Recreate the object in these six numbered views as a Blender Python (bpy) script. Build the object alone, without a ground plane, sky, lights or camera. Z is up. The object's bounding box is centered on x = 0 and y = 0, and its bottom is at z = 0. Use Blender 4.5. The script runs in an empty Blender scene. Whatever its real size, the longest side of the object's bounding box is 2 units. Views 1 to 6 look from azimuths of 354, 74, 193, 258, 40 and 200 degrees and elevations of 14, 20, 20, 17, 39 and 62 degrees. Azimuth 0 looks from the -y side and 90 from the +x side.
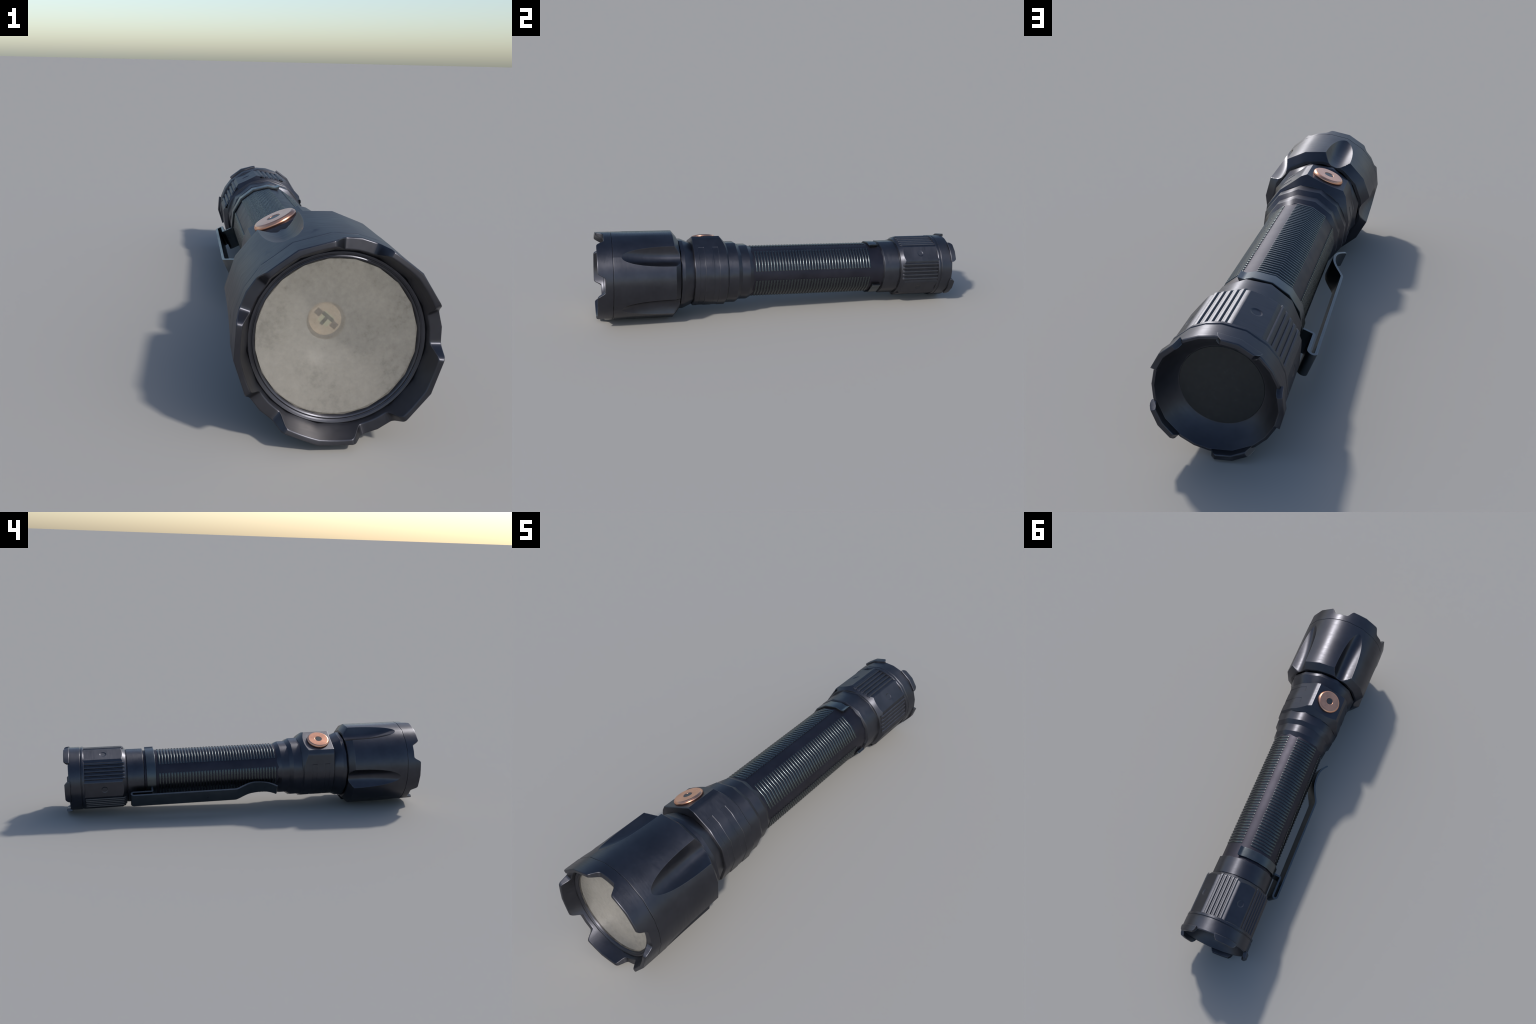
# Tactical flashlight lying on the ground: built part by part in a local frame
#   Y = optical axis (head at -Y, tail at +Y), Z = direction of the switch, X = side
# and then rolled / pitched into its resting pose.
import bpy, bmesh, math
from math import sin, cos, tan, pi, radians, degrees, sqrt, hypot
from mathutils import Matrix, Vector
import random

random.seed(7)
scene = bpy.context.scene

ROLL = -25.3          # degrees, roll of the switch about the optical axis
SLOPE = -0.0302       # the thin tail end rests lower than the fat head
AXIS_Z = 0.212        # height of the axis at y = 0

# ----------------------------------------------------------------- pose
YAW = .0020            # hardly visible turn about the vertical
d = Vector((YAW, 1, SLOPE)).normalized()
x0 = Vector((1, -YAW, 0)).normalized()
u0 = x0.cross(d).normalized()
f = radians(ROLL)
UP = sin(f) * x0 + cos(f) * u0
SD = cos(f) * x0 - sin(f) * u0
POSE = Matrix((
    (SD.x, d.x, UP.x, 0.0012),
    (SD.y, d.y, UP.y, 0.0),
    (SD.z, d.z, UP.z, AXIS_Z),
    (0, 0, 0, 1)))

root = bpy.data.objects.new("flashlight", None)
root.empty_display_size = 0.2
root["label"] = "black metal tactical flashlight with copper switch and pocket clip"
root["category"] = "flashlight"
scene.collection.objects.link(root)


# ----------------------------------------------------------------- polygon facets
def polygon(offsets, period):
    """Sorted list of the vertex angles (degrees, 0..360) of a faceted body."""
    n = round(360 / period)
    return sorted({round((o + k * period) % 360, 4) for k in range(n) for o in offsets})


GON12 = polygon([0], 30)
GON15 = polygon([0], 24)
GON20 = polygon([0], 18)
GON_RIM = polygon([0, -21.5, 21.5, 36], 72)      # front bezel and tail rim
GON_HEAD = polygon([0, -14.4, 14.4, 36], 72)     # fluted head


def facet(o, verts):
    """Radius factor that turns a circle into the chord polygon `verts`."""
    o %= 360
    for i, a in enumerate(verts):
        b = verts[(i + 1) % len(verts)] + (360 if i + 1 == len(verts) else 0)
        x = o if o >= verts[0] else o + 360
        if a <= x <= b:
            h = radians((b - a) / 2)
            return cos(h) / cos(radians(x - (a + b) / 2))
    return 1.0


# ----------------------------------------------------------------- mesh helpers
def pol(r, s, o):
    o = radians(o)
    return (r * sin(o), s, r * cos(o))


def grid(bm, rows, close_rows=False, close_cols=False):
    """Skin a list of rows of points (all the same length) with quads."""
    V = [[bm.verts.new(p) for p in row] for row in rows]
    R, C = len(V), len(V[0])
    for i in range(R if close_rows else R - 1):
        for j in range(C if close_cols else C - 1):
            a, b = V[i][j], V[i][(j + 1) % C]
            c, e = V[(i + 1) % R][(j + 1) % C], V[(i + 1) % R][j]
            bm.faces.new((a, b, c, e))
    return V


def rounded(profile, radius):
    """Round the corners of an open (s, r) profile with small 3-step fillets."""
    out = [profile[0]]
    for i in range(1, len(profile) - 1):
        p, a, b = Vector(profile[i]), Vector(profile[i - 1]), Vector(profile[i + 1])
        la, lb = (a - p).length, (b - p).length
        da, db = (a - p) / la, (b - p) / lb
        ang = da.angle(db)
        if ang > radians(168):
            out.append(tuple(p))
            continue
        t = min(radius / max(tan(ang / 2), .2), la * .45, lb * .45)
        p1, p2 = p + da * t, p + db * t
        for k in range(4):
            q = k / 3
            out.append(tuple((1 - q) ** 2 * p1 + 2 * q * (1 - q) * p + q * q * p2))
    out.append(profile[-1])
    return out


def lathe(profile, radius=.0025, n=180):
    """Revolve an (s, r) profile about the Y axis."""
    bm = bmesh.new()
    prof = rounded(profile, radius)
    rows = [[pol(max(r, 1e-5), s, 360 * k / n) for k in range(n)] for s, r in prof]
    grid(bm, rows, close_cols=True)
    return bm


def evaluated_mesh(ob, name):
    dg = bpy.context.evaluated_depsgraph_get()
    me = bpy.data.meshes.new_from_object(ob.evaluated_get(dg), preserve_all_data_layers=True, depsgraph=dg)
    me.name = name
    return me


def make(name, bm, mat, parent=None, gon=None, bevel=0.0, sharp=33, segs=2,
         merge=2e-6, matrix=None, warp=None, recalc=True):
    """Mesh -> optional bevel -> smooth weighted normals -> polygon facets that keep
    the smooth normals of the round body."""
    if merge:
        bmesh.ops.remove_doubles(bm, verts=bm.verts, dist=merge)
    if recalc:
        bmesh.ops.recalc_face_normals(bm, faces=bm.faces)
    me = bpy.data.meshes.new(name)
    bm.to_mesh(me)
    bm.free()
    for p in me.polygons:
        p.use_smooth = True
    ob = bpy.data.objects.new(name, me)
    scene.collection.objects.link(ob)
    if bevel:
        m = ob.modifiers.new("bevel", 'BEVEL')
        m.width, m.segments, m.limit_method = bevel, segs, 'ANGLE'
        m.angle_limit = radians(sharp)
        m.use_clamp_overlap = True
    if ob.modifiers:
        me2 = evaluated_mesh(ob, name)
        ob.modifiers.clear()
        ob.data = me2
        me = me2
        for p in me.polygons:
            p.use_smooth = True
    me.set_sharp_from_angle(angle=radians(sharp))
    m = ob.modifiers.new("wn", 'WEIGHTED_NORMAL')
    m.keep_sharp = True
    m.weight = 60
    me2 = evaluated_mesh(ob, name)
    ob.modifiers.clear()
    ob.data = me2
    normals = [tuple(c.vector) for c in me2.corner_normals]
    if gon or warp:
        for v in me2.vertices:
            x, y, z = v.co
            o = degrees(math.atan2(x, z))
            k = warp(o, y, hypot(x, z)) if warp else facet(o, gon)
            v.co = (x * k, y, z * k)
    me2.normals_split_custom_set(normals)
    me2.materials.clear()
    me2.materials.append(mat)
    me2.name = name
    ob.parent = parent or root
    ob.matrix_parent_inverse = Matrix.Identity(4)
    if matrix is not None:
        ob.matrix_basis = matrix
    elif parent is None:
        ob.matrix_basis = POSE
    return ob


def repeat(ob, matrices):
    """Copies of ob (shared mesh), one for each extra matrix."""
    for m in matrices:
        c = ob.copy()
        scene.collection.objects.link(c)
        c.matrix_basis = m


def turn(o):
    """Rotation about the axis by o degrees (same sense as pol)."""
    return Matrix.Rotation(radians(o), 4, 'Y')


# ----------------------------------------------------------------- materials
class Nodes:
    def __init__(self, name):
        self.mat = bpy.data.materials.new(name)
        self.mat.use_nodes = True
        self.nt = self.mat.node_tree
        self.nt.nodes.clear()
        self.out = self.nt.nodes.new('ShaderNodeOutputMaterial')

    def new(self, kind, **kw):
        n = self.nt.nodes.new(kind)
        for k, v in kw.items():
            if k.startswith('_'):
                setattr(n, k[1:], v)
            else:
                n.inputs[k.replace('__', ' ')].default_value = v
        return n

    def link(self, a, b):
        self.nt.links.new(a, b)

    def coords(self, scale):
        tc = self.new('ShaderNodeTexCoord')
        mp = self.new('ShaderNodeMapping')
        mp.inputs['Scale'].default_value = scale
        self.link(tc.outputs['Object'], mp.inputs['Vector'])
        return mp.outputs['Vector']

    def noise(self, scale, freq, detail=4.0, rough=.6):
        n = self.new('ShaderNodeTexNoise', Scale=freq, Detail=detail, Roughness=rough)
        self.link(self.coords(scale), n.inputs['Vector'])
        return n.outputs['Fac']

    def ramp(self, fac, stops):
        r = self.new('ShaderNodeValToRGB')
        e = r.color_ramp.elements
        e[0].position, e[0].color = stops[0][0], (*stops[0][1], 1)
        e[1].position, e[1].color = stops[-1][0], (*stops[-1][1], 1)
        for p, c in stops[1:-1]:
            x = e.new(p)
            x.color = (*c, 1)
        self.link(fac, r.inputs['Fac'])
        return r.outputs['Color']

    def maprange(self, fac, a, b, c, dd):
        m = self.new('ShaderNodeMapRange')
        for i, v in ((1, a), (2, b), (3, c), (4, dd)):
            m.inputs[i].default_value = v
        self.link(fac, m.inputs[0])
        return m.outputs[0]

    def mix(self, fac, a, b, blend='MIX'):
        m = self.new('ShaderNodeMix')
        m.data_type, m.blend_type = 'RGBA', blend
        if isinstance(fac, float):
            m.inputs[0].default_value = fac
        else:
            self.link(fac, m.inputs[0])
        for k, v in ((6, a), (7, b)):
            if isinstance(v, tuple):
                m.inputs[k].default_value = (*v, 1)
            else:
                self.link(v, m.inputs[k])
        return m.outputs[2]


def metal(name, base, worn, rough=(.36, .43), metallic=.95, streak=(11, 150, 11), bump=.035,
          spec=.5, grain=220, wear=.6, aniso=.68):
    """Anodised metal: faint stains, brushed streaks in the gloss, rubbed edges."""
    n = Nodes(name)
    b = n.new('ShaderNodeBsdfPrincipled')
    b.inputs['Metallic'].default_value = metallic
    b.inputs['Specular IOR Level'].default_value = spec
    stain = n.noise((1, 1, 1), 9.0, 6, .65)
    brush = n.noise(streak, 1.6, 5, .6)
    fine = n.noise((1, 1, 1), grain, 2, .5)
    lo = tuple(c * .86 for c in base)
    hi = tuple(c * 1.16 for c in base)
    col = n.ramp(stain, [(.3, lo), (.5, base), (.72, hi)])
    if wear:
        geo = n.new('ShaderNodeNewGeometry')
        convex = n.maprange(geo.outputs['Pointiness'], .500, .520, 0, wear)
        bev = n.new('ShaderNodeBevel', Radius=.0035)
        bev.samples = 6
        dot = n.new('ShaderNodeVectorMath', _operation='DOT_PRODUCT')
        n.link(bev.outputs[0], dot.inputs[0])
        n.link(geo.outputs['Normal'], dot.inputs[1])
        edge = n.new('ShaderNodeMath', _operation='MULTIPLY')
        n.link(convex, edge.inputs[0])
        n.link(n.maprange(dot.outputs['Value'], .955, .87, 0, 1), edge.inputs[1])
        col = n.mix(edge.outputs[0], col, worn)
    if aniso:                                 # lathe-turned: gloss spread along the axis
        b.inputs['Anisotropic'].default_value = aniso
        b.inputs['Anisotropic Rotation'].default_value = .25
        tg = n.new('ShaderNodeTangent', _direction_type='RADIAL', _axis='Y')
        n.link(tg.outputs[0], b.inputs['Tangent'])
    n.link(col, b.inputs['Base Color'])
    mixr = n.new('ShaderNodeMath', _operation='ADD')
    n.link(n.maprange(stain, .3, .7, rough[0], rough[1]), mixr.inputs[0])
    n.link(n.maprange(brush, .3, .7, -.05, .05), mixr.inputs[1])
    n.link(mixr.outputs[0], b.inputs['Roughness'])
    hsum = n.new('ShaderNodeMath', _operation='ADD')
    n.link(brush, hsum.inputs[0])
    n.link(n.maprange(fine, 0, 1, 0, .35), hsum.inputs[1])
    bp = n.new('ShaderNodeBump', Strength=bump, Distance=.004)
    n.link(hsum.outputs[0], bp.inputs['Height'])
    n.link(bp.outputs['Normal'], b.inputs['Normal'])
    n.link(b.outputs[0], n.out.inputs[0])
    return n.mat


BODY = (.067, .068, .080)
WORN = (.26, .26, .27)
M_HEAD = metal("head_metal", BODY, WORN)
M_BODY = metal("collar_metal", BODY, WORN)
M_BARREL = metal("barrel_metal", (.045, .043, .055), (.09, .09, .10), rough=(.44, .52), streak=(8, 8, 8), aniso=0)
M_RIDGE = metal("ridge_metal", (.076, .088, .092), (.13, .14, .14), rough=(.20, .30), streak=(10, 30, 10), grain=300, bump=.12, aniso=0)
M_CLIP = metal("clip_steel", (.092, .105, .115), (.16, .18, .20), rough=(.28, .4), streak=(20, 6, 20), aniso=0)
M_TAIL = metal("tail_metal", (.070, .072, .085), WORN, rough=(.38, .46))
M_RIB = metal("rib_metal", (.078, .080, .092), WORN, rough=(.42, .48), wear=0)
M_COPPER = metal("copper", (.74, .37, .235), (.9, .6, .45), rough=(.26, .34), metallic=1.0, streak=(6, 6, 6), bump=.02, wear=0, aniso=0)


def rubber():
    n = Nodes("black_rubber")
    b = n.new('ShaderNodeBsdfPrincipled', Roughness=.6)
    v = n.noise((1, 1, 1), 60, 8, .75)
    n.link(n.ramp(v, [(.35, (.020, .020, .0205)), (.6, (.025, .025, .0255)), (.8, (.05, .05, .05))]), b.inputs['Base Color'])
    bp = n.new('ShaderNodeBump', Strength=.15, Distance=.002)
    n.link(v, bp.inputs['Height'])
    n.link(bp.outputs[0], b.inputs['Normal'])
    n.link(b.outputs[0], n.out.inputs[0])
    return n.mat


def dusty_glass():
    """Front window: half-silvered beige pane, mottled with dust, that lets the emitter show."""
    n = Nodes("dusty_glass")
    dust = n.new('ShaderNodeBsdfPrincipled', Metallic=1.0)
    big = n.noise((1, 1, 1), 11, 7, .62)
    small = n.noise((1, 1, 1), 75, 6, .7)
    add = n.mix(.45, big, small)
    col = n.ramp(add, [(.35, (.30, .28, .245)), (.47, (.525, .49, .43)), (.62, (.65, .61, .54))])
    n.link(col, dust.inputs['Base Color'])
    n.link(n.maprange(add, .3, .65, .36, .28), dust.inputs['Roughness'])
    clear = n.new('ShaderNodeBsdfTransparent')
    mx = n.new('ShaderNodeMixShader')
    n.link(n.maprange(add, .3, .65, .57, .64), mx.inputs[0])
    n.link(clear.outputs[0], mx.inputs[1])
    n.link(dust.outputs[0], mx.inputs[2])
    n.link(mx.outputs[0], n.out.inputs[0])
    return n.mat


def plain(name, col, rough=.5, metallic=0.0, glow=0.0):
    n = Nodes(name)
    b = n.new('ShaderNodeBsdfPrincipled', Roughness=rough, Metallic=metallic)
    v = n.noise((1, 1, 1), 40, 4, .6)
    if glow:                                  # emission makes the emitter brighter so that it shows through the pane
        b.inputs['Emission Color'].default_value = (*col, 1)
        b.inputs['Emission Strength'].default_value = glow
    n.link(n.ramp(v, [(.3, tuple(c * .9 for c in col)), (.7, tuple(min(1, c * 1.1) for c in col))]), b.inputs['Base Color'])
    n.link(b.outputs[0], n.out.inputs[0])
    return n.mat


M_RUBBER = rubber()
M_GLASS = dusty_glass()
M_REFL = plain("satin_reflector", (.60, .58, .54), .4)
M_LED = plain("led_base", (.85, .66, .46), .5, glow=.20)
M_DIE = plain("led_phosphor", (.80, .80, .52), .5, glow=.20)
M_PCB = plain("led_contact", (.025, .07, .04), .5)
M_PAD = plain("led_pad", (.26, .16, .11), .5)
M_DARK = plain("switch_core", (.02, .022, .028), .4)

# ================================================================= HEAD
R_HEAD = .2318
S_GROOVE = -.9150          # seam between bezel and head
S_BACK = -.603             # end of the cylinder
FL_TIP, FL_HW, FL_D = -.873, 14.1, .0425


def flute_halfwidth(s):
    x = min(max((s - FL_TIP) / (-.600 - FL_TIP), 0), 1)
    return FL_HW * sqrt(max(1 - (1 - x) ** 2.3, 0))


def head_radius(s):
    pts = [(S_GROOVE, .2296), (S_GROOVE + .0012, .2312), (S_GROOVE + .0032, R_HEAD), (S_BACK, R_HEAD),
           (S_BACK + .0015, R_HEAD - .001), (-.5750, .1995), (-.5735, .197), (-.5730, .1850)]
    for (a, ra), (b, rb) in zip(pts, pts[1:]):
        if s <= b:
            return ra + (rb - ra) * (s - a) / (b - a)
    return pts[-1][1]


s_lines = [S_GROOVE, S_GROOVE + .0012, S_GROOVE + .0032, -.895, FL_TIP]
s_lines += [FL_TIP + .27 * (k / 46) ** 1.7 for k in range(1, 47)]
s_lines = [s for s in s_lines if s < S_BACK - .001] + [S_BACK, S_BACK + .0015]
s_lines += [S_BACK + .0015 + (-.5750 - S_BACK - .0015) * k / 8 for k in range(1, 9)] + [-.5735, -.5730]
rows = []
NF, NO = 20, 14
for s in s_lines:
    row = []
    hw = max(flute_halfwidth(s), .25)
    depth = FL_D * (flute_halfwidth(s) / FL_HW) ** 2
    base = head_radius(s)
    for k in range(5):
        for i in range(NF):
            u = -1 + 2 * i / NF
            u = sin(u * pi / 2) * .35 + u * .65
            r = min(base, R_HEAD - depth * (1 - abs(u) ** 2.3))
            row.append(pol(r, s, 72 * k + u * hw))
        for i in range(NO):
            row.append(pol(base, s, 72 * k + hw + (72 - 2 * hw) * i / NO))
    rows.append(row)
bm = bmesh.new()
grid(bm, rows, close_cols=True)


def head_warp(o, s, r):
    a = facet(o, GON_RIM)
    b = facet(o, GON_HEAD)
    t = min(max((s + .90) / .05, 0), 1)
    return a + (b - a) * t


head = make("head", bm, M_HEAD, warp=head_warp, sharp=28)

# collar that the head screws on to: neck ring behind the head
bm = lathe([(-.60, .150), (-.578, .178), (-.5700, .1800), (-.5665, .1868), (-.5480, .1868), (-.5070, .1690),
            (-.4990, .1660), (-.4900, .1500)], .002)
make("neck_ring", bm, M_BODY, gon=GON12)

# ----------------------------------------------------------------- crenellated bezel
def box_smooth(fn, x, w, n=9):
    return sum(fn(x + w * (2 * i / (n - 1) - 1)) for i in range(n)) / n


S_TAB, S_NOTCH = -.9935, -.9555


def bezel_front(o):
    def raw(q):
        q = abs((q + 36) % 72 - 36)
        t = min(max((q - 20.8) / 5.6, 0), 1)
        return S_TAB + (S_NOTCH - S_TAB) * t
    return box_smooth(raw, o, 1.6)


ang = []
for k in range(5):
    for lo, hi, n in ((-36, -27.5, 6), (-27.5, -19.5, 16), (-19.5, 19.5, 22), (19.5, 27.5, 16), (27.5, 36, 6)):
        ang += [72 * k + lo + (hi - lo) * i / n for i in range(n)]
rows = []
for o in ang:
    sf = bezel_front(o)
    h = (S_NOTCH - sf) / (S_NOTCH - S_TAB)           # 1 on a tab, 0 in a notch
    r_in = .2035 + .0130 * h
    sec = [(S_GROOVE - .0006, .2000), (S_GROOVE - .0006, .2300), (S_GROOVE - .0022, R_HEAD),
           (sf, R_HEAD - .0006), (sf - .0002, r_in), (-.9440, .2000), (-.9300, .1990)]
    sec = rounded(sec, .0042)
    rows.append([pol(r, s, o) for s, r in sec])
bm = bmesh.new()
grid(bm, rows, close_rows=True, close_cols=True)


def bezel_warp(o, s, r):
    """Outside and root follow the polygon, the front lip is rounder."""
    w = 1.0 if r > .228 or r < .2025 else .45
    return 1 + (facet(o, GON_RIM) - 1) * w


bezel = make("bezel", bm, M_HEAD, warp=bezel_warp, sharp=50)

bm = lathe([(-.9250, .2010), (-.9405, .1990), (-.9445, .1955), (-.9430, .1905), (-.9405, .1880), (-.9425, .1850),
            (-.9405, .1820), (-.9345, .1795), (-.9270, .1790)], .0012)
make("lens_ring", bm, M_HEAD, parent=bezel)

# lens pane, reflector bowl and emitter
bm = lathe([(-.9360, 0), (-.9360, .1805), (-.9310, .1805)], .0003, n=160)
make("lens", bm, M_GLASS, gon=GON20)
prof = []
for k in range(25):
    t = k / 24
    r = .1785 + (.0460 - .1785) * t
    s = -.9300 + (.122) * (1 - ((r - .030) / (.1785 - .030)) ** 2) / (1 - (.016 / .1485) ** 2)
    prof.append((s, r))
prof += [(-.806, .0470), (-.7840, .0500), (-.7840, 0)]
bm = lathe(prof, .0005, n=120)
refl = make("reflector", bm, M_REFL)
bm = lathe([(-.7835, .0385), (-.7975, .0385), (-.7975, 0)], .001, n=64)
led = make("emitter", bm, M_LED, parent=refl)


def plate(name, mat, cx, cz, w, h, s, rot, parent, thick=.0012):
    bm = bmesh.new()
    bmesh.ops.create_cube(bm, size=1)
    bmesh.ops.scale(bm, vec=(w, thick, h), verts=bm.verts)
    m = Matrix.Rotation(radians(rot), 4, 'Y') @ Matrix.Translation((cx, s - thick / 2, cz))
    bmesh.ops.transform(bm, matrix=m, verts=bm.verts)
    return make(name, bm, mat, parent=parent, matrix=Matrix.Identity(4))


LR = 66.0   # turn of the emitter board about the axis
plate("phosphor", M_DIE, 0, .002, .0290, .0290, -.7974, LR, refl)
plate("contact_bar", M_PCB, 0, .0090, .0330, .0084, -.7986, LR, refl)
plate("contact_bar", M_PCB, -.0010, -.0055, .0082, .0206, -.7986, LR, refl)
plate("solder_pad", M_PAD, .0250, .0030, .0155, .0155, -.7977, LR, refl)
plate("solder_pad", M_PAD, -.0250, .0030, .0155, .0155, -.7977, LR, refl)

# ================================================================= SWITCH COLLAR
RS = .1752
B_UP, B_HALF = .1863, .0790          # flat carrying the switch
C_SIDE, C_UP = .0985, .1700          # lower edge of its chamfer


def line_radius(o, p, q):
    """Radius at which the ray at angle o meets the line p-q in the (side, up) plane."""
    dx, dz = sin(o), cos(o)
    ex, ez = q[0] - p[0], q[1] - p[1]
    return (p[0] * ez - p[1] * ex) / (dx * ez - dz * ex)


FOOT = (RS * sin(radians(60)), RS * cos(radians(60)))
A_FACE = degrees(math.atan2(B_HALF, B_UP))
A_CH = degrees(math.atan2(C_SIDE, C_UP))


def collar_radius(o):
    q = abs((o + 180) % 360 - 180)
    a = radians(q)
    if q <= A_FACE:
        return B_UP / cos(a)
    if q <= A_CH:
        return line_radius(a, (B_HALF, B_UP), (C_SIDE, C_UP))
    if q <= 60:
        return max(line_radius(a, (C_SIDE, C_UP), FOOT), RS * .985)
    return RS


ang = []
half = [(0, A_FACE, 10), (A_FACE, A_CH, 3), (A_CH, 46.7, 7), (46.7, 47.3, 1), (47.3, 60, 5), (60, 180, 44)]
pos = []
for lo, hi, n in half:
    pos += [lo + (hi - lo) * i / n for i in range(n)]
pos.append(180)
ang = [-p for p in reversed(pos[1:-1])] + pos
SLOTS = ((-.4690, -.4405), (-.3945, -.3655))


def slot(s, q):
    if q < 47.0:
        return 0
    return .0017 if any(a <= s <= b for a, b in SLOTS) else 0


S_FR = -.4920
mid = [S_FR + .004]
for a, b in SLOTS:
    mid += [a - .0006, a + .0006, (a + b) / 2, b - .0006, b + .0006]
mid += [-.358, -.3555]
rows = []


def end_s(r):
    return -.3135 - (r - .1655) * .93


for kind in ('in', 'w1', 'w2', 'w3'):
    row = []
    for o in ang:
        r = collar_radius(o)
        s, rr = {'in': (-.4880, .150), 'w1': (-.4995, .1635), 'w2': (-.4955, r - .0022), 'w3': (-.4930, r)}[kind]
        row.append(pol(rr, s, o))
    rows.append(row)
for s in mid:
    row = []
    for o in ang:
        r = collar_radius(o)
        q = abs((o + 180) % 360 - 180)
        row.append(pol(r - slot(s, q), min(s, end_s(r) - .0005), o))
    rows.append(row)
row1, row2, row3 = [], [], []
for o in ang:
    r = collar_radius(o)
    e = end_s(r)
    row1.append(pol(r, e - .0001, o))
    row2.append(pol(.1640, -.3120, o))
    row3.append(pol(.150, -.3110, o))
rows += [row1, row2, row3]
bm = bmesh.new()
grid(bm, rows, close_cols=True)


def collar_warp(o, s, r):
    q = abs((o + 180) % 360 - 180)
    return 1.0 if q < 60 else facet(o, GON12)


collar = make("switch_collar", bm, M_BODY, warp=collar_warp, bevel=.0016, sharp=24, segs=2)

# stepped rings behind the collar
bm = lathe([(-.3300, .150), (-.3250, .1664), (-.2620, .1664), (-.2400, .1508), (-.1965, .1508), (-.1730, .1382),
            (-.1650, .1300)], .002)
make("collar_rings", bm, M_BODY, gon=GON12)

# switch button: lathe about Z through (0, -.4189)
def lathe_z(prof, cy, n=96, rad=.001):
    bm = bmesh.new()
    p = rounded(prof, rad)
    rows = [[(max(r, 1e-5) * cos(2 * pi * k / n), cy + max(r, 1e-5) * sin(2 * pi * k / n), z) for k in range(n)] for r, z in p]
    grid(bm, rows, close_cols=True)
    return bm


BY = -.4192
bm = lathe_z([(.0605, .1840), (.0626, .1880), (.0632, .1903), (.0624, .1935), (.0585, .1983), (.0562, .1997), (.0540, .2003),
              (.0208, .2003), (.0186, .1992), (.0184, .1900)], BY, rad=.0012)
btn = make("switch_button", bm, M_COPPER, sharp=40)
bm = lathe_z([(.0185, .1900), (.0185, .1990), (0, .1990)], BY, n=64, rad=.001)
make("button_core", bm, M_DARK, parent=btn)

# ================================================================= GRIP BARREL
R_B = .1376
bm = lathe([(-.20, .125), (-.1950, R_B), (.60, R_B), (.61, .12)], .001)
barrel = make("grip_barrel", bm, M_BARREL, gon=GON15)

# transverse grip ridges, five panels of forty
W, H, HALF = .0104, .0030, 25.9
bm = bmesh.new()
sec = rounded([(-W / 2, R_B - .003), (-W / 2, R_B + H * .45), (-W / 2 + .0026, R_B + H), (W / 2 - .0026, R_B + H),
               (W / 2, R_B + H * .45), (W / 2, R_B - .003)], .0022)
cols = [-HALF, -HALF + .12] + [-HALF + 1.0 + (2 * HALF - 2.0) * i / 26 for i in range(27)] + [HALF - .12, HALF]
rows = []
for o in cols:
    e = abs(o) > HALF - .2
    tip = abs(o) == HALF
    row = []
    for s, r in sec:
        if tip:
            r = min(r, R_B + H * .35)
            s *= .62
        elif e:
            r = min(r, R_B + H * .8)
            s *= .85
        row.append(pol(r, s, o))
    rows.append(row)
V = grid(bm, rows)
bm.faces.new(V[0])
bm.faces.new(list(reversed(V[-1])))
ridge = make("grip_ridge", bm, M_RIDGE, parent=barrel, gon=GON15, sharp=50)
S_R0, S_R1, N_R = -.1590, .4860, 40
mats = []
for k in range(5):
    for i in range(N_R):
        mats.append(turn(72 * k) @ Matrix.Translation((0, S_R0 + (S_R1 - S_R0) * i / (N_R - 1), 0)))
ridge.matrix_basis = mats[0]
repeat(ridge, mats[1:])

# ================================================================= TAIL
bm = lathe([(.5650, .130), (.5710, .1440), (.5740, .1496), (.6600, .1502), (.6630, .1475), (.6650, .1475),
            (.6670, .1530), (.6700, .1545), (.6760, .140)], .0018)
make("tail_ring", bm, M_TAIL, gon=GON12)

# knurled cap: five flats with ribbed panels between
AP, A_FLAT, A_WALL = .1660, 14.3, 18.4
P_VALLEY, P_RIB = .1600, .1650        # distance of the panel planes from the axis


def cap_radius(o):
    q = abs((o + 36) % 72 - 36)
    if q <= A_FLAT:
        return AP / cos(radians(q))
    rc = AP / cos(radians(A_FLAT))
    if q <= A_WALL:
        rv = P_VALLEY / cos(radians(36 - A_WALL))
        return rc + (rv - rc) * (q - A_FLAT) / (A_WALL - A_FLAT)
    return P_VALLEY / cos(radians(36 - q))


ang = []
for k in range(5):
    for lo, hi, n in ((-A_FLAT, A_FLAT, 44), (A_FLAT, A_WALL, 2), (A_WALL, 72 - A_WALL, 12), (72 - A_WALL, 72 - A_FLAT, 2)):
        ang += [72 * k + lo + (hi - lo) * i / n for i in range(n)]
D_S, D_R = .7860, .0182                 # place and radius of the dimple on every flat


def dimple(o, s):
    q = (o + 36) % 72 - 36
    if abs(q) > A_FLAT:
        return 0
    dist = hypot(AP * tan(radians(q)), s - D_S)
    t = min(max((D_R - dist) / .0055, 0), 1)
    return .0021 * t * t * (3 - 2 * t)


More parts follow.
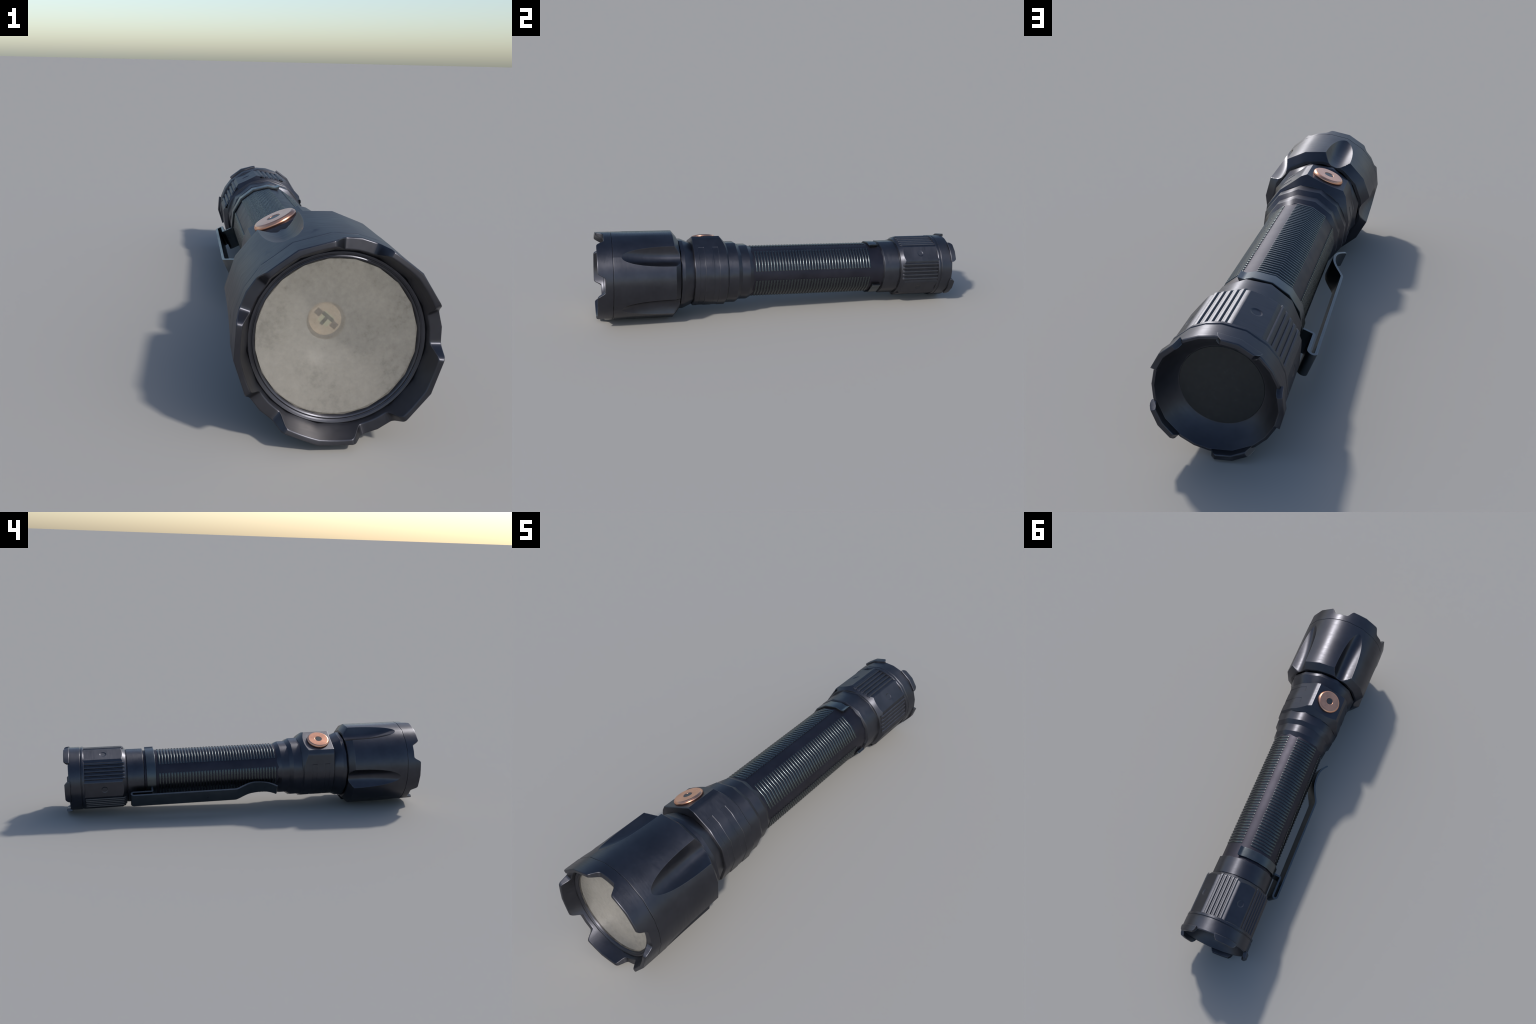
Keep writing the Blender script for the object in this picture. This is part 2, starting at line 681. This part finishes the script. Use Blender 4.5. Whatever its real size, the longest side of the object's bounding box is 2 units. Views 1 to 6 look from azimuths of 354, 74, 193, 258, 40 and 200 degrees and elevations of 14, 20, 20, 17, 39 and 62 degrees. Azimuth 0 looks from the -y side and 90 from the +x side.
s_mid = [.740, .7655] + [.7665 + .039 * i / 30 for i in range(31)] + [.8065, .850]
rows = []
for s, kind in [(.666, 'in'), (.667, 'nose'), (.6705, 'nose'), (.69, 'edge')] + [(x, 'flat') for x in s_mid] + [(.8940, 'flat'), (.8960, 'in')]:
    row = []
    for o in ang:
        r = cap_radius(o)
        if kind == 'in':
            r = .135
        elif kind == 'nose':
            r = min(.1535 if s < .668 else .1560, r)
        elif kind == 'edge':
            row.append(pol(r, .6705 + (r - .1560) * 1.35, o))
            continue
        else:
            r -= dimple(o, s) / cos(radians(min(abs((o + 36) % 72 - 36), 20)))
        row.append(pol(r, s, o))
    rows.append(row)
rows.append([pol(.135, .78, o) for o in ang])
bm = bmesh.new()
grid(bm, rows, close_cols=True, close_rows=True)
cap = make("tail_cap", bm, M_TAIL, bevel=.0010, sharp=34, segs=2)

# longitudinal ribs of the panels
RIB_PITCH, RIB_TOP, RIB_FOOT = .0202, .0044, .0088     # pitch and half widths
bm = bmesh.new()
rows = []
for s, z in ((.6745, P_VALLEY - .0010), (.6800, P_VALLEY + .0030), (.6850, P_RIB - .0004), (.6880, P_RIB), (.8945, P_RIB)):
    up = z - P_VALLEY
    rows.append([(-RIB_FOOT, s, P_VALLEY - .002), (-RIB_FOOT + .0006, s, P_VALLEY), (-RIB_TOP - .0006, s, P_VALLEY + up * .88), (-RIB_TOP + .0006, s, z),
                 (RIB_TOP - .0006, s, z), (RIB_TOP + .0006, s, P_VALLEY + up * .88), (RIB_FOOT - .0006, s, P_VALLEY), (RIB_FOOT, s, P_VALLEY - .002)])
V = grid(bm, rows)
rib = make("grip_rib", bm, M_RIB, parent=cap, sharp=60)
mats = [turn(72 * k + 36) @ Matrix.Translation((RIB_PITCH * j, 0, 0)) for k in range(5) for j in range(-2, 3)]
rib.matrix_basis = mats[0]
repeat(rib, mats[1:])

# rim with bowl-shaped bore
prof = [(.8880, .150), (.8895, .1710), (.8930, .1735), (.9020, .1735), (.9050, .1700), (.9080, .1700), (.9105, .1736), (.9690, .1736),
        (.9725, .1716), (.9725, .1650)]
bowl = [(.9680, .1620), (.9480, .1490), (.9320, .1340), (.9240, .1245), (.9200, .1185), (.9188, .1150)]
bm = lathe(prof + bowl, .0015)
rim = make("tail_rim", bm, M_TAIL, gon=GON_RIM, sharp=40)
bm = lathe([(.9180, .1165), (.9206, .1145), (.9206, 0)], .001)
make("tail_disc", bm, M_RUBBER, parent=rim)

# five standing tabs round the rim
bm = bmesh.new()
rows = []
N = 24
for i in range(N + 1):
    u = -1 + 2 * i / N
    hw_b, hw_t = 20.0, 14.5
    row = []
    for s, r, t in ((.9640, .1700, 0), (.9640, .1795, 0), (.9665, .1822, 0), (.9780, .1822, .12), (.9860, .1822, .40), (.9925, .1822, .88),
                    (.9945, .1800, 1), (.9945, .1695, 1), (.9925, .1662, .88), (.9860, .1650, .40), (.9780, .1650, .12), (.9700, .1650, 0)):
        hw = hw_b + (hw_t - hw_b) * t
        row.append(pol(r, s, u * hw))
    rows.append(row)
V = grid(bm, rows, close_cols=True)
bm.faces.new(V[0])
bm.faces.new(list(reversed(V[-1])))
tab = make("tail_tab", bm, M_TAIL, gon=GON_RIM, bevel=.0012, sharp=40, parent=rim)
tab.matrix_basis = turn(0)
repeat(tab, [turn(72 * k) for k in range(1, 5)])

# ================================================================= POCKET CLIP
def arc(c, r, a0, a1, n):
    return [(c[0] + r * cos(radians(a0 + (a1 - a0) * i / n)), c[1] + r * sin(radians(a0 + (a1 - a0) * i / n))) for i in range(n + 1)]


def smooth_line(pts, sub=4):
    out = []
    P = [Vector(p) for p in pts]
    for i in range(len(P) - 1):
        a, b = P[max(i - 1, 0)], P[i]
        c, e = P[i + 1], P[min(i + 2, len(P) - 1)]
        for k in range(sub):
            t = k / sub
            out.append(tuple(.5 * ((2 * b) + (c - a) * t + (2 * a - 5 * b + 4 * c - e) * t * t + (3 * b - a - 3 * c + e) * t ** 3)))
    out.append(tuple(P[-1]))
    return out


CT = .0090
path = [(.5330, .1400), (.5330, .1715)] + arc((.5390, .1722), .0060, 180, 90, 4)
path += arc((.6342, .1904), .0122, -90, 90, 10)
path += [(.0850, .2022)]
path += smooth_line([(.0720, .2015), (.0560, .1945), (.0320, .1808), (.0066, .1676), (-.0185, .1586), (-.0450, .1546), (-.0713, .1540),
                     (-.0960, .1568), (-.1180, .1626), (-.1400, .1735), (-.1610, .1885)], 3)
# (s, w): w is measured outwards, that is along -X
pv = [Vector(p) for p in path]


def clip_halfwidth(s):
    return .0395 - .0105 * min(max((-.04 - s) / .125, 0), 1)


rows = []
for i, p in enumerate(pv):
    t = (pv[min(i + 1, len(pv) - 1)] - pv[max(i - 1, 0)]).normalized()
    n = Vector((-t.y, t.x)) * (CT / 2)
    hw = clip_halfwidth(p.x)
    a, b = p + n, p - n
    rows.append([(-a.y, a.x, hw), (-a.y, a.x, -hw), (-b.y, b.x, -hw), (-b.y, b.x, hw)])
bm = bmesh.new()
V = grid(bm, rows, close_cols=True)
bm.faces.new(V[0])
bm.faces.new(list(reversed(V[-1])))
clip = make("pocket_clip", bm, M_CLIP, bevel=.0014, sharp=50, segs=2)

# spring band round the barrel that carries the clip
bm = bmesh.new()
rows = []
HB = 132.0
S0, S1 = .5085, .5575
ol = [-HB + 2 * HB * i / 132 for i in range(133)]
for o in ol:
    flare = max(0, (abs(o) - (HB - 6.0)) / 6.0)
    lift = .0100 * flare ** 1.4
    rin, rout = .1385 + lift * .35, .1478 + lift
    row = [(S0, rout), (S1, rout), (S1, rin), (S0, rin)]
    rows.append([pol(r, s, o - 90) for s, r in row])
V = grid(bm, rows, close_cols=True)
bm.faces.new(V[0])
bm.faces.new(list(reversed(V[-1])))
band = make("clip_band", bm, M_CLIP, parent=clip, gon=GON15, bevel=.0018, sharp=50, segs=2)

# ================================================================= settle on the ground
bpy.context.view_layer.update()
lo = 1e9
for ob in scene.objects:
    if ob.type == 'MESH':
        m = ob.matrix_world
        lo = min(lo, min((m @ v.co).z for v in ob.data.vertices))
for ob in root.children:
    ob.location.z -= lo
